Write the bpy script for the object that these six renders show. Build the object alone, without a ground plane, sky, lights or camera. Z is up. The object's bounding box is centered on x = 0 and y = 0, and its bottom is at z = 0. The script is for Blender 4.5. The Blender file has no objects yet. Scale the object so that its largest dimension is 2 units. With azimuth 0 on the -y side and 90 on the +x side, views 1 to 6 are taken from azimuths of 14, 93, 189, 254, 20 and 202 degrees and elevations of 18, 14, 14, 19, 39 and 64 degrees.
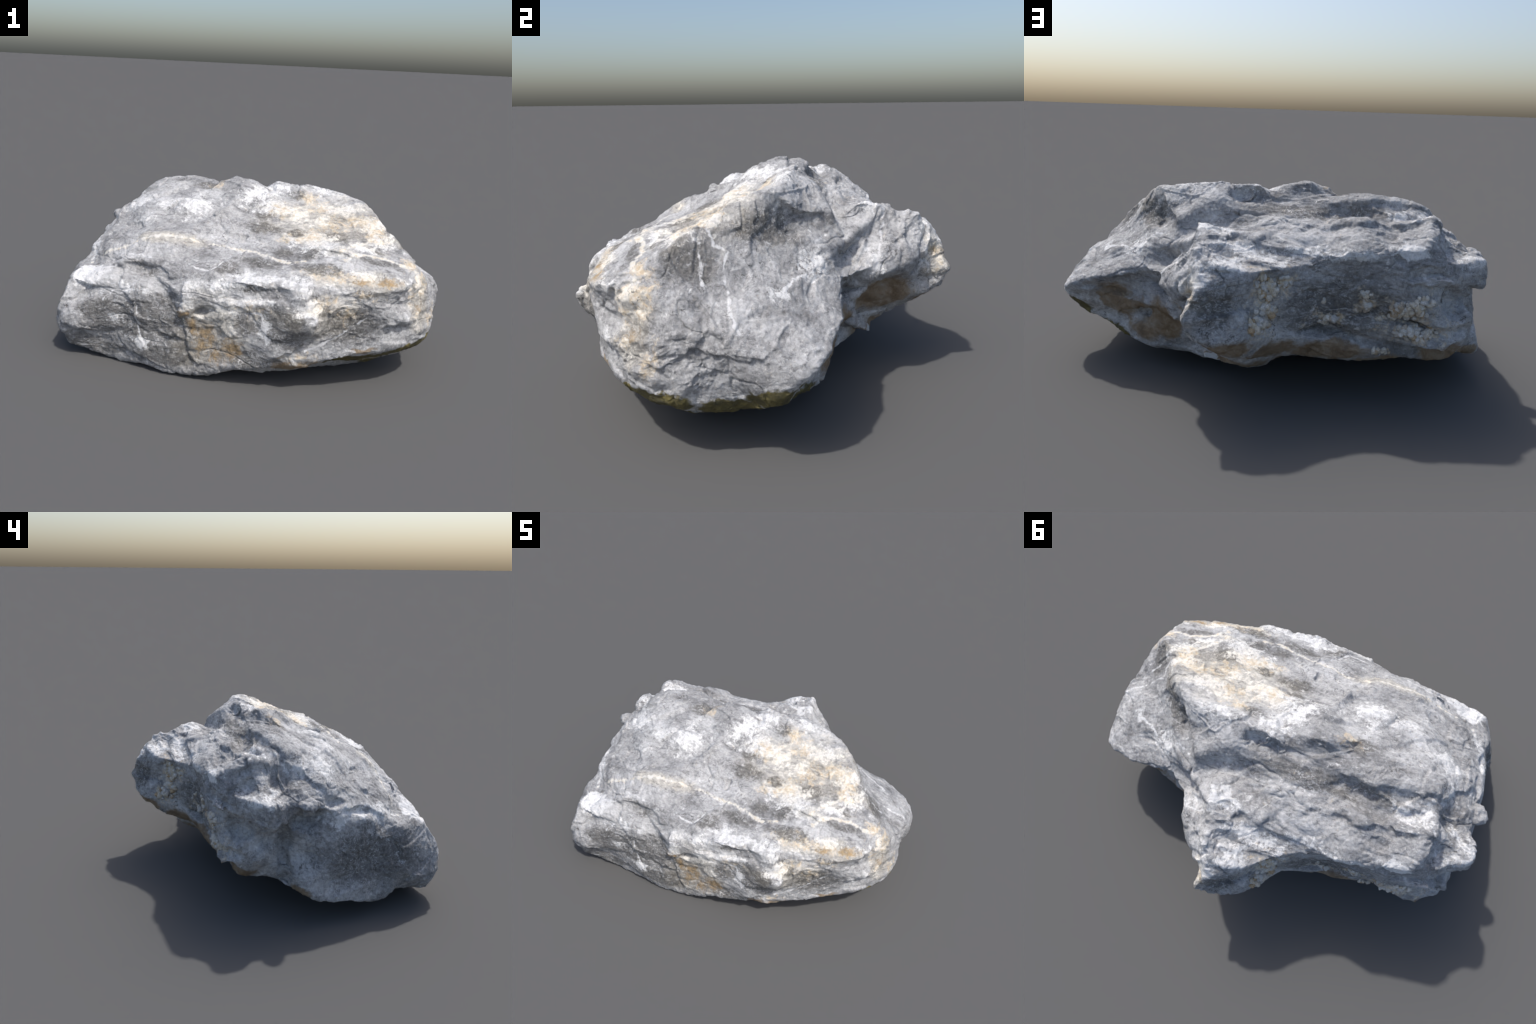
import bpy, bmesh, math, random
import numpy as np
from mathutils import Vector
from mathutils.bvhtree import BVHTree
from mathutils.geometry import delaunay_2d_cdt

SEED = 11
random.seed(SEED)
LEVELS = 5                       # subdivision levels of the faceted cage

# ----------------------------------------------------------------------------
# 1. THE FACETED BODY: creases and edges of the boulder as 3D polylines (metres)
# ----------------------------------------------------------------------------
CREASES = {
    # lowest edge of the front, from the left corner to the middle, then up the undercut on the right
    "front_foot": [(-.934, -.628, .093), (-.855, -.674, .048), (-.756, -.657, .03), (-.59, -.663, .003), (-.441, -.701, .019),
                   (-.301, -.727, .01), (-.151, -.719, .017), (-.015, -.727, .07), (.096, -.721, .098), (.232, -.709, .132),
                   (.352, -.717, .163), (.494, -.659, .191), (.61, -.621, .224), (.747, -.534, .226), (.885, -.449, .309)],
    # overhanging brow between the front wall and the sloping top
    "brow": [(-.867, -.635, .414), (-.742, -.65, .384), (-.563, -.683, .418), (-.424, -.713, .444), (-.307, -.686, .429),
             (-.214, -.742, .459), (-.175, -.723, .49), (-.064, -.721, .517), (.009, -.725, .534), (.084, -.731, .553), (.214, -.721, .55),
             (.365, -.703, .55), (.501, -.659, .533), (.689, -.619, .559), (.843, -.525, .58)],
    # front corner of the right end
    "right_corner": [(.843, -.525, .58), (.836, -.465, .46), (.853, -.519, .4), (.878, -.447, .335), (.885, -.449, .309)],
    # crest: from the slab on the left over two humps to the right end
    "crest": [(-.713, -.008, .773), (-.603, .055, .832), (-.468, .074, .858), (-.379, .078, .846), (-.32, .032, .839), (-.252, .022, .88), (-.191, .056, .907),
              (-.091, .061, .882), (-.014, .069, .844), (.045, .104, .892), (.17, .086, .876), (.271, .048, .869), (.33, .065, .863), (.456, .049, .851),
              (.537, 0, .835), (.589, -.038, .807), (.627, -.134, .794), (.694, -.21, .747), (.762, -.285, .715), (.811, -.356, .666), (.843, -.525, .58)],
    # outer edge of the slab behind the crest
    "slab_back": [(-.713, -.008, .773), (-.7, .09, .809), (-.633, .125, .831), (-.504, .141, .847), (-.427, .154, .844), (-.38, .112, .855), (-.379, .078, .846)],
    # white rim between the rear terrace and the rear wall, from the spur to the left shoulder
    "rear_rim": [(.19, .763, .462), (.146, .714, .575), (.118, .67, .627), (.05, .653, .638), (-.023, .624, .61), (-.123, .54, .615), (-.248, .478, .635),
                 (-.348, .452, .687), (-.442, .467, .688), (-.545, .449, .656), (-.653, .426, .694), (-.72, .371, .74)],
    # upper edge of the spur's right flank
    "spur_edge": [(.431, .131, .711), (.375, .242, .733), (.276, .276, .684), (.238, .363, .744), (.22, .455, .708), (.19, .543, .705), (.187, .605, .692), (.167, .639, .662), (.118, .67, .627)],
    # lower edge of the spur
    "spur_foot": [(.347, .299, .565), (.386, .407, .524), (.375, .481, .496), (.286, .569, .471), (.215, .591, .478), (.19, .763, .462)],
    # closed crease where the spur leaves the right end
    "spur_crease": [(.431, .131, .711), (.414, .212, .656), (.38, .297, .629), (.347, .299, .565)],
    # rear edge of the right end face
    "right_rear_edge": [(.347, .299, .565), (.528, .273, .511), (.678, .263, .458), (.775, .257, .44), (.903, .218, .39), (.986, .141, .325),
                        (.977, .055, .238), (.933, -.029, .22), (.896, -.202, .164), (.891, -.386, .207), (.885, -.449, .309)],
    # lower edge of the rear wall
    "wall_foot": [(.19, .763, .462), (.182, .742, .407), (.085, .725, .347), (-.032, .664, .366), (-.033, .586, .266), (-.167, .491, .336), (-.288, .374, .365), (-.373, .377, .327), (-.461, .419, .265), (-.636, .351, .224)],
    # left end: upper edge
    "left_edge": [(-.867, -.635, .414), (-.906, -.499, .442), (-.885, -.396, .487), (-.922, -.257, .516), (-.926, -.132, .548), (-.906, .003, .61)],
    # left end: lower edge
    "left_foot": [(-.934, -.628, .093), (-.938, -.491, .117), (-.974, -.381, .081), (-.986, -.274, .086), (-1.043, -.184, .129), (-.986, -.038, .125), (-.966, .056, .165), (-.859, .114, .175)],
    # left front corner
    "left_corner": [(-.867, -.635, .414), (-.872, -.711, .27), (-.967, -.632, .162), (-.934, -.628, .093)],
    # lobe on the rear left corner
    "lobe": [(-.865, -.004, .557), (-.898, .068, .59), (-.908, .134, .605), (-.948, .2, .626), (-.926, .27, .641), (-.844, .314, .636), (-.783, .37, .643), (-.736, .407, .65)],
    "lobe_under": [(-.893, .073, .519), (-.903, .132, .513), (-.936, .2, .508), (-.92, .262, .526), (-.849, .304, .545), (-.801, .361, .551), (-.75, .405, .555)],
}
# single knobs and hollows inside the facets
KNOTS = {
    "front_wall": [(-.787, -.748, .201), (-.912, -.702, .279), (.501, -.625, .203), (-.277, -.714, .308), (-.441, -.73, .294), (.474, -.678, .317), (.621, -.639, .482), (-.89, -.722, .179), (-.704, -.708, .209), (-.73, -.718, .307), (-.671, -.685, .152), (-.53, -.705, .31), (-.4, -.72, .24), (-.316, -.706, .209),
                   (-.412, -.724, .138), (-.212, -.742, .363), (-.122, -.734, .376), (.053, -.735, .331), (.058, -.738, .456), (-.15, -.72, .18), (.02, -.724, .198),
                   (.202, -.723, .447), (.21, -.738, .27), (.444, -.717, .448), (.43, -.755, .403), (.452, -.721, .345), (.52, -.668, .416), (.36, -.712, .288),
                   (.57, -.635, .308), (.674, -.623, .508), (.704, -.582, .361), (.779, -.516, .363)],
    "front_slope": [(-.151, -.277, .728), (-.223, -.267, .742), (-.192, -.327, .719), (.21, -.19, .775), (-.049, -.466, .65), (-.301, .004, .822), (-.201, -.162, .781), (-.145, -.196, .78), (.045, -.01, .836), (.094, -.016, .82), (.02, -.13, .806), (-.43, -.616, .504), (-.584, -.594, .538), (-.795, -.663, .415), (-.818, -.577, .456), (-.74, -.526, .479), (-.837, -.29, .576), (-.703, -.29, .63), (-.598, -.563, .545), (-.454, -.605, .545),
                    (-.484, -.473, .66), (-.347, -.487, .66), (-.515, -.369, .676), (-.743, -.2, .662), (-.595, -.224, .745), (-.438, -.155, .797), (-.343, -.229, .786),
                    (-.304, -.609, .572), (-.113, -.634, .576), (.04, -.67, .555), (.048, -.491, .647), (.26, -.552, .619), (.45, -.603, .603), (.564, -.492, .66), (.611, -.489, .647),
                    (.737, -.524, .619), (-.15, -.45, .64), (-.014, -.396, .67), (.1, -.39, .67), (.27, -.4, .67), (.502, -.46, .687), (.451, -.466, .662), (.464, -.292, .721), (.483, -.17, .758), (.625, -.297, .716),
                    (.156, -.092, .79), (.332, -.035, .805), (-.335, -.033, .833), (-.101, -.083, .861), (.05, -.22, .735), (.28, -.2, .755), (-.189, -.3, .765), (.534, -.11, .8),
                    (-.772, -.41, .565), (-.601, -.411, .632), (-.818, -.081, .68), (-.829, -.188, .633)],
    "rear_terrace": [(-.797, .228, .7), (-.782, .291, .662), (-.861, .25, .656), (-.774, .162, .697), (-.806, .113, .687), (-.845, .148, .651), (-.872, .059, .641), (-.3, .309, .738), (-.22, .322, .739), (.248, .193, .812), (.088, .138, .835), (.077, .16, .811), (.136, .255, .707), (.106, .445, .726), (-.068, .383, .717), (.236, .367, .74), (.12, .564, .678),
                     (.331, .112, .844), (-.162, .246, .774), (-.305, .209, .766), (-.416, .321, .778), (-.492, .239, .757), (-.62, .343, .745), (-.7, .29, .806),
                     (-.609, .22, .776), (-.725, .159, .765), (-.198, .131, .823), (-.061, .146, .801), (-.222, .394, .713), (-.02, .483, .657), (-.1, .3, .745), (.022, .343, .715), 
                     ],
    "right_end": [(.956, -.269, .222), (.7, .015, .59), (.959, -.181, .459), (.955, -.115, .307), (.448, .13, .755), (.57, .027, .7), (.593, .168, .575), (.793, .061, .537), (.71, .155, .514), (.5, .22, .62), (.658, -.064, .706), (.748, -.171, .668), (.811, -.251, .627),
                  (.906, -.343, .563), (.921, -.201, .507), (.954, -.074, .474), (.932, .078, .448), (.953, -.308, .429), (.95, -.391, .325), (.974, -.182, .4), (.996, -.054, .378), (.97, -.255, .275), (.785, -.113, .591)],
    "rear_wall": [(-.378, .44, .372), (-.313, .434, .389), (-.618, .33, .313), (-.556, .391, .301), (-.689, .398, .362), (-.958, .21, .571), (-.931, .274, .587), (-.864, .31, .597), (-.8, .369, .598), (-.75, .405, .6), (-.887, .18, .472), (-.875, .265, .471), (-.814, .356, .483), (-.831, .31, .509), (.001, .671, .45), (-.045, .574, .466), (-.08, .537, .581), (-.175, .497, .549), (.049, .672, .482), (-.311, .447, .469), (-.472, .43, .468), (-.396, .451, .568), (-.565, .4, .433), (-.577, .45, .521), (-.599, .448, .592),
                  (-.649, .45, .563), (-.7, .43, .49), (-.659, .361, .394), (-.725, .432, .3), (-.773, .414, .399), (-.881, .331, .422), (-.794, .42, .293), (-.845, .379, .324), (-.909, .266, .348), ],
    "left_end": [(-.93, -.43, .402), (-.966, -.544, .241), (-.952, -.218, .39), (-.936, -.34, .402), (-.947, -.288, .25), (-.976, -.444, .231), (-.946, -.5, .341), (-.974, -.081, .303), (-.968, -.15, .202), (-.978, .037, .235), (-.949, -.044, .387), (-.895, .027, .345), (-.86, .11, .36), (-.9, .116, .265), (-.876, .131, .472), (-.879, .2, .302), (-.876, .19, .42)],
    "underside": [(.27, .37, .345), (.189, .384, .239), (.644, .206, .281), (.744, .22, .348), (.701, .222, .344), (.304, -.526, .039), (.505, -.386, .028), (.679, -.289, .047), (.798, -.222, .122), (.872, -.06, .16), (.728, .06, .109), (.739, .129, .153), (.816, .171, .278), (.634, .18, .235), (.398, .323, .388), (.445, .302, .344), (.493, .256, .309), (.513, .169, .276), (.556, .231, .197), (.645, .209, .375), (.547, .238, .441), (.358, .3, .42), (.371, .332, .312), (.344, .283, .235),
                  (.522, .211, .106), (.322, .221, .094), (.6, -.05, .06), (.35, -.3, .01), (.35, 0, .05), (.201, .427, .174), (.195, .37, .267), (.285, .45, .425), (.218, .526, .357), (.191, .614, .403), (.18, .626, .335), (.208, .265, .231),
                  (.02, .436, .151), (.079, .577, .251), (-.097, .443, .217), (-.189, .282, .192), (-.37, .271, .185), (-.61, .221, .181), (-.447, .375, .193), (-.758, .173, .176), (-.722, .349, .222), (-.802, .275, .214), (-.859, .187, .23), (-.827, .337, .241), (-.849, .099, .171),
                  (-.62, -.03, .09), (-.36, 0, .055), (-.1, .1, .07), (-.6, -.4, .005), (-.2, -.45, .004), (.1, -.5, .02), (-.8, -.35, .04), (-.83, -.14, .09)],
}
CENTRE, STRETCH = np.array((0.0, 0.02, 0.42)), np.array((1.0, .75, .5))
BASE_POINT = (-.05, -.12, .004)


def build_cage():
    """Triangulate creases and knots over the sphere of directions; creases stay edges."""
    pts, edges, index = [], [], {}

    def add(p):
        key = tuple(round(c, 3) for c in p)
        if key not in index:
            index[key] = len(pts)
            pts.append(key)
        return index[key]
    for line in CREASES.values():
        ids = [add(p) for p in line]
        edges += [(a, b) for a, b in zip(ids, ids[1:]) if a != b]
    for group in KNOTS.values():
        for p in group:
            add(p)
    P = np.array(pts)
    d = (P - CENTRE) / STRETCH
    d /= np.linalg.norm(d, axis=1)[:, None]
    flat = d[:, :2] / (1.0 + d[:, 2:3])          # stereographic, seen from the south pole
    out = delaunay_2d_cdt([Vector(f) for f in flat], edges, [], 0, 1e-6)
    vco, vedges, faces, vorig = out[0], out[1], out[2], out[3]
    V = []
    for co, orig in zip(vco, vorig):
        if orig:
            V.append(P[orig[0]])
        else:
            print("CROSSING creases at", co)
            k = np.argmin(np.sum((flat - np.array(co)) ** 2, axis=1))
            V.append(P[k] * 1.0)
    V.append(np.array(BASE_POINT))
    pole = len(V) - 1
    F = [tuple(f) for f in faces]
    seen = {}
    for f in F:
        for a, b in zip(f, f[1:] + f[:1]):
            seen[(a, b)] = 1
    for (a, b) in list(seen):
        if (b, a) not in seen:
            F.append((b, a, pole))
    return np.array(V), np.array(F)


def subdivide(V, F):
    e = np.sort(np.concatenate([F[:, [0, 1]], F[:, [1, 2]], F[:, [2, 0]]]), axis=1)
    key, inv = np.unique(e[:, 0] * len(V) + e[:, 1], return_inverse=True)
    u, inv = np.stack([key // len(V), key % len(V)], 1), inv.reshape(-1)
    mid = (V[u[:, 0]] + V[u[:, 1]]) / 2
    n, m = len(V), len(F)
    a, b, c = inv[:m] + n, inv[m:2 * m] + n, inv[2 * m:] + n
    F2 = np.concatenate([np.stack([F[:, 0], a, c], 1), np.stack([a, F[:, 1], b], 1), np.stack([c, b, F[:, 2]], 1), np.stack([a, b, c], 1)])
    return np.concatenate([V, mid]), F2


def edge_list(F):
    e = np.sort(np.concatenate([F[:, [0, 1]], F[:, [1, 2]], F[:, [2, 0]]]), axis=1)
    key, n = np.unique(e[:, 0] * (F.max() + 1) + e[:, 1]), F.max() + 1
    return np.stack([key // n, key % n], 1)


def average(V, E, steps, amount):
    deg = np.bincount(E.ravel(), minlength=len(V)).astype(float)
    for _ in range(steps):
        s = np.stack([np.bincount(E[:, 0], V[E[:, 1], k], len(V)) + np.bincount(E[:, 1], V[E[:, 0], k], len(V)) for k in range(3)], 1)
        V = V + amount * (s / deg[:, None] - V)
    return V


def normals(V, F):
    n = np.cross(V[F[:, 1]] - V[F[:, 0]], V[F[:, 2]] - V[F[:, 0]])
    s = np.stack([np.bincount(F.ravel(), np.repeat(n[:, k], 3), len(V)) for k in range(3)], 1)
    return s / np.maximum(np.linalg.norm(s, axis=1), 1e-12)[:, None]


# ---- lattice noise --------------------------------------------------------
def hash3(i, j, k, seed):
    h = (i * 374761393 + j * 668265263 + k * 2147483647 + seed * 1274126177) & 0xFFFFFFFF
    h = ((h ^ (h >> 13)) * 1274126177) & 0xFFFFFFFF
    h = ((h ^ (h >> 16)) * 2246822519) & 0xFFFFFFFF
    return ((h ^ (h >> 15)) & 0xFFFFFF) / float(0xFFFFFF)


def value_noise(P, seed):
    i = np.floor(P).astype(np.int64)
    f = P - i
    w = f * f * f * (f * (f * 6 - 15) + 10)
    r = np.zeros(len(P))
    for a in (0, 1):
        for b in (0, 1):
            for c in (0, 1):
                wt = (w[:, 0] if a else 1 - w[:, 0]) * (w[:, 1] if b else 1 - w[:, 1]) * (w[:, 2] if c else 1 - w[:, 2])
                r += wt * hash3(i[:, 0] + a, i[:, 1] + b, i[:, 2] + c, seed)
    return r * 2 - 1


def fbm(P, octaves, seed, gain=.5):
    r, a = np.zeros(len(P)), 1.0
    for o in range(octaves):
        r += a * value_noise(P * 2 ** o + 17.3 * o, seed + o)
        a *= gain
    return r


def ridged(P, octaves, seed, gain=.5):
    r, a = np.zeros(len(P)), 1.0
    for o in range(octaves):
        r += a * (1 - 2 * np.abs(value_noise(P * 2 ** o + 9.1 * o, seed + o)))
        a *= gain
    return r


def worley(P, seed):
    """Nearest scattered site: offset to it, its hash, and the gap to the second nearest."""
    base = np.floor(P).astype(np.int64)
    best = np.full(len(P), 9e9)
    second = np.full(len(P), 9e9)
    off = np.zeros_like(P)
    code = np.zeros(len(P))
    for a in (-1, 0, 1):
        for b in (-1, 0, 1):
            for c in (-1, 0, 1):
                i, j, k = base[:, 0] + a, base[:, 1] + b, base[:, 2] + c
                site = np.stack([i + hash3(i, j, k, seed), j + hash3(i, j, k, seed + 1), k + hash3(i, j, k, seed + 2)], 1)
                d = P - site
                r = np.sum(d * d, axis=1)
                near = r < best
                second = np.where(near, best, np.minimum(second, r))
                best = np.where(near, r, best)
                off[near] = d[near]
                code = np.where(near, hash3(i, j, k, seed + 3), code)
    return off, code, np.sqrt(second) - np.sqrt(best)


def chips(P, seed):
    """Broken-off flakes: every cell is its own tilted little plane."""
    off, code, gap = worley(P, seed)
    a, b = code * 6.2832 * 7.0, np.cos(code * 97.0)
    tilt = np.stack([np.cos(a), np.sin(a), b], 1)
    return np.sum(off * tilt, axis=1) * np.clip(gap * 12, 0, 1) + (code - .5) * .5 * np.clip(gap * 12, 0, 1)


def polyline(P, pts):
    """Distance to a polyline and the nearest point on it."""
    best, near = np.full(len(P), 9e9), np.zeros_like(P)
    pts = np.array(pts)
    for a, b in zip(pts, pts[1:]):
        ab = b - a
        t = np.clip((P - a) @ ab / (ab @ ab), 0, 1)
        q = a + t[:, None] * ab
        d = np.sum((P - q) ** 2, axis=1)
        m = d < best
        best[m], near[m] = d[m], q[m]
    return np.sqrt(best), near


# ----------------------------------------------------------------------------
# 2. RELIEF of the facets: hollows, humps, cracks, ribs and steps
# ----------------------------------------------------------------------------
# hollow or hump: centre, radii, height (negative = hollow)
HOLLOWS = [
    ((-.117, -.745, .375), (.035, .05, .022), -.030), ((-.09, -.745, .395), (.05, .05, .02), -.015),          # pit in the front wall
    ((-.007, -.409, .675), (.016, .040, .03), -.020), ((-.078, -.418, .668), (.014, .034, .03), -.012),        # two small nicks on the slope
    ((.09, .135, .835), (.095, .035, .04), -.030), ((-.163, .10, .870), (.07, .04, .04), -.018),               # hollows behind the crest
    ((-.34, .19, .80), (.07, .03, .04), -.022), ((-.16, .247, .772), (.05, .03, .03), -.014), ((-.417, .21, .797), (.06, .025, .03), -.014),
    ((.098, .442, .72), (.055, .028, .03), -.014), ((.088, .55, .676), (.06, .03, .03), -.010), ((-.53, .37, .742), (.06, .03, .03), -.014),
    ((-.79, .125, .672), (.045, .055, .06), -.018), ((-.75, .23, .69), (.03, .07, .07), -.012),                 # cleft beside the left shoulder
    ((-.895, -.11, .60), (.03, .05, .03), -.022), ((-.905, .04, .52), (.06, .075, .045), -.045), ((-.825, .375, .475), (.055, .08, .062), -.058), ((-.885, .20, .44), (.04, .07, .04), -.008),
    ((-.90, -.27, .54), (.03, .06, .02), -.012), ((-.88, .135, .33), (.08, .032, .17), -.052), ((-.85, .39, .37), (.05, .06, .032), -.030),
    ((.508, .09, .70), (.06, .07, .05), -.020), ((.889, -.474, .422), (.02, .02, .025), -.022), 
    ((.89, -.43, .53), (.04, .04, .05), .014), ((-.57, -.68, .47), (.12, .06, .05), .008),
    ((.20, -.74, .52), (.08, .04, .03), -.012), ((.20, -.74, .40), (.10, .05, .05), -.006),
    ((.27, .49, .39), (.06, .06, .05), -.02), ((-.085, .56, .535), (.05, .06, .07), .010), ((-.07, .59, .43), (.05, .06, .06), .012), ((-.65, .43, .455), (.09, .06, .045), .012), ((-.67, .41, .36), (.10, .06, .04), .010),
]
# groove (negative) or rib (positive): points, width, height
GROOVES = [
    ([(-.925, .13, .525), (-.94, .20, .525), (-.925, .27, .535), (-.885, .33, .545), (-.82, .38, .555)], .022, .018),
    ([(-.872, .335, .52), (-.875, .34, .45), (-.88, .335, .39)], .016, .022),
    ([(-.74, .42, .40), (-.80, .42, .385), (-.86, .37, .39)], .016, .014),
    ([(.556, -.662, .464), (.524, -.67, .412), (.503, -.691, .36)], .010, -.012),
    ([(.694, -.631, .541), (.641, -.652, .49), (.614, -.636, .425)], .010, -.010),
    ([(-.737, -.746, .333), (-.639, -.744, .314)], .012, -.010),
    ([(-.897, -.718, .197), (-.824, -.723, .178), (-.759, -.70, .124), (-.615, -.707, .116), (-.491, -.723, .084)], .014, -.014),
    ([(-.425, -.191, .805), (-.448, -.262, .769), (-.484, -.33, .727), (-.505, -.37, .703)], .016, -.014),
    ([(-.57, -.259, .769), (-.602, -.286, .733), (-.626, -.312, .689), (-.616, -.394, .651)], .016, -.014),
    ([(-.497, -.403, .69), (-.544, -.439, .658), (-.615, -.433, .634)], .014, -.010),
    ([(-.331, -.51, .657), (-.307, -.546, .629), (-.289, -.569, .604)], .014, -.009),
    ([(.648, -.292, .719), (.594, -.343, .705), (.532, -.422, .694)], .010, -.007),
    ([(.873, -.471, .469), (.913, -.419, .447), (.948, -.376, .415), (.966, -.353, .397)], .014, -.020),
    ([(.846, -.455, .60), (.855, -.506, .521), (.868, -.497, .434), (.87, -.514, .376), (.89, -.477, .295)], .010, -.026),
    ([(.872, -.43, .60), (.885, -.478, .52), (.895, -.465, .434), (.90, -.48, .376), (.91, -.45, .30)], .007, -.014),
    ([(.80, -.545, .56), (.815, -.555, .47), (.82, -.55, .38), (.83, -.53, .30)], .010, -.012),
    ([(.93, -.301, .531), (.936, -.369, .46), (.931, -.45, .358)], .012, -.008),
    ([(.247, .498, .669), (.279, .511, .625), (.301, .516, .578), (.333, .531, .535)], .012, -.012),
    ([(.245, .395, .737), (.272, .404, .701), (.267, .429, .665)], .014, -.012),
    ([(.158, .653, .661), (.189, .653, .621), (.248, .621, .561), (.25, .615, .486)], .014, -.014),
    ([(.169, .673, .63), (.227, .655, .553), (.204, .652, .435)], .012, .010),
    ([(-.166, .331, .743), (-.281, .292, .778), (-.394, .302, .781), (-.477, .308, .773), (-.573, .292, .765)], .020, .014),
    ([(.214, .502, .706), (.098, .506, .692), (.049, .46, .702), (-.022, .412, .716)], .020, .012),
    ([(.129, .599, .672), (.012, .563, .659), (-.067, .538, .644)], .016, .008),
    ([(.093, .343, .733), (.011, .34, .727), (-.048, .301, .745), (-.127, .277, .761)], .008, -.008),
    ([(.113, .207, .768), (.029, .219, .762), (-.043, .225, .774)], .012, -.014),
    ([(.526, .083, .693), (.428, .149, .74), (.394, .205, .72), (.393, .25, .67), (.40, .33, .58)], .014, -.012),
    ([(-.24, .475, .515), (-.307, .456, .488), (-.353, .438, .464)], .009, -.010),
    ([(-.779, .404, .457), (-.794, .389, .499), (-.798, .388, .539)], .010, -.012),
    ([(-.966, -.152, .355), (-.969, -.143, .299)], .012, -.010),
    ([(-.889, .30, .53), (-.905, .256, .508), (-.928, .212, .508), (-.918, .164, .525)], .016, -.016),
    ([(-.65, .448, .585), (-.719, .418, .61), (-.80, .392, .58)], .014, -.010),
]
# step: points, direction of the raised side, width of the step's influence, height
STEPS = [
    ([(-.30, .325, .745), (-.357, .317, .764), (-.41, .335, .782), (-.463, .332, .78), (-.505, .309, .772), (-.574, .297, .774)], (0, -1, .5), .05, .016),
    ([(-.515, .19, .802), (-.579, .213, .802), (-.639, .195, .802), (-.694, .263, .809), (-.726, .294, .798)], (0, -1, .5), .05, .016),
    ([(-.071, .315, .749), (-.127, .275, .758), (-.192, .316, .759)], (0, -1, .5), .05, .014),
    ([(.166, .382, .736), (.144, .258, .73), (.044, .25, .738), (-.102, .278, .761)], (0, 1, .3), .05, .012),
    ([(.217, .463, .719), (.167, .507, .725), (.106, .492, .712), (.07, .429, .712)], (0, -1, .5), .05, .016),
    ([(.193, .582, .696), (.167, .57, .702), (.121, .522, .697), (.052, .474, .703)], (0, 1, .4), .05, .012),
    ([(-.344, .149, .825), (-.418, .169, .835), (-.479, .155, .835), (-.561, .142, .831), (-.68, .10, .82)], (0, -1, .5), .05, .014),
    ([(-.386, .30, .79), (-.48, .314, .782), (-.571, .298, .773), (-.656, .287, .799)], (0, -1, .6), .04, .012),
    ([(-.282, .226, .773), (-.319, .179, .781), (-.369, .167, .803)], (-1, -.3, .4), .05, .020),
    ([(-.855, -.068, .674), (-.806, -.003, .686), (-.771, .031, .728), (-.735, .09, .76)], (.4, -1, .4), .05, .012),
    ([(-.91, -.178, .553), (-.879, -.249, .548), (-.883, -.314, .53), (-.894, -.36, .50)], (.5, 0, 1), .05, .018),
    ([(.409, -.723, .51), (.433, -.719, .488), (.447, -.727, .452), (.453, -.752, .412), (.417, -.753, .346), (.399, -.723, .289), (.343, -.732, .232), (.258, -.722, .184)], (-1, 0, .25), .07, .024),
    ([(-.293, -.719, .221), (-.241, -.723, .234), (-.19, -.733, .202), (-.184, -.738, .175)], (.2, 0, 1), .05, .016),
    ([(-.217, -.737, .46), (-.212, -.745, .407), (-.23, -.745, .362), (-.199, -.735, .298), (-.183, -.733, .227)], (1, 0, .1), .06, .016),
    ([(-.654, -.125, .79), (-.571, -.10, .806), (-.516, -.069, .826), (-.47, -.027, .828), (-.425, -.001, .827)], (-.3, 1, .3), .05, .016),
    ([(-.592, -.605, .501), (-.529, -.595, .533), (-.417, -.636, .549), (-.343, -.645, .544), (-.301, -.668, .514)], (0, .6, .8), .06, .018),
    ([(-.094, -.651, .573), (-.045, -.574, .59), (.004, -.529, .602)], (.7, -.7, 0), .06, .014),
    ([(.06, -.73, .462), (.163, -.733, .474), (.265, -.727, .478)], (0, 0, -1), .05, .020),
    ([(.07, -.729, .55), (.157, -.714, .548), (.213, -.716, .548), (.28, -.722, .545)], (0, 0, 1), .05, .018),
    ([(.20, -.362, .687), (.265, -.424, .665), (.337, -.457, .666)], (.7, .7, 0), .05, .010),
    ([(.98, -.304, .389), (.974, -.282, .436), (.975, -.241, .445), (.971, -.203, .441)], (0, -.3, 1), .05, .014),
    ([(.97, -.201, .462), (.968, -.164, .465), (.969, -.122, .446), (.989, -.098, .407)], (0, .3, 1), .05, .013),
    ([(.978, -.344, .363), (.975, -.315, .35), (.981, -.28, .378), (.972, -.233, .393), (.971, -.21, .415), (.963, -.174, .401), (.975, -.146, .392), (1.0, -.075, .387), (1.0, -.009, .375)], (0, 0, 1), .05, .016),
    ([(-.745, .319, .745), (-.748, .267, .762), (-.737, .194, .775), (-.748, .144, .756)], (.9, 0, .45), .06, .020),
    ([(-.359, .429, .406), (-.405, .426, .423), (-.453, .428, .438), (-.506, .427, .442)], (0, 0, 1), .05, .014),
    ([(-.65, .448, .56), (-.719, .418, .575), (-.761, .409, .568), (-.798, .392, .55)], (0, 0, 1), .04, .018),
    ([(.201, .586, .678), (.165, .577, .697), (.134, .532, .694)], (-.3, -1, .3), .05, .010),
    ([(-.77, .39, .62), (-.765, .33, .65), (-.76, .25, .69)], (1, 0, .4), .06, .020),
]


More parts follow.
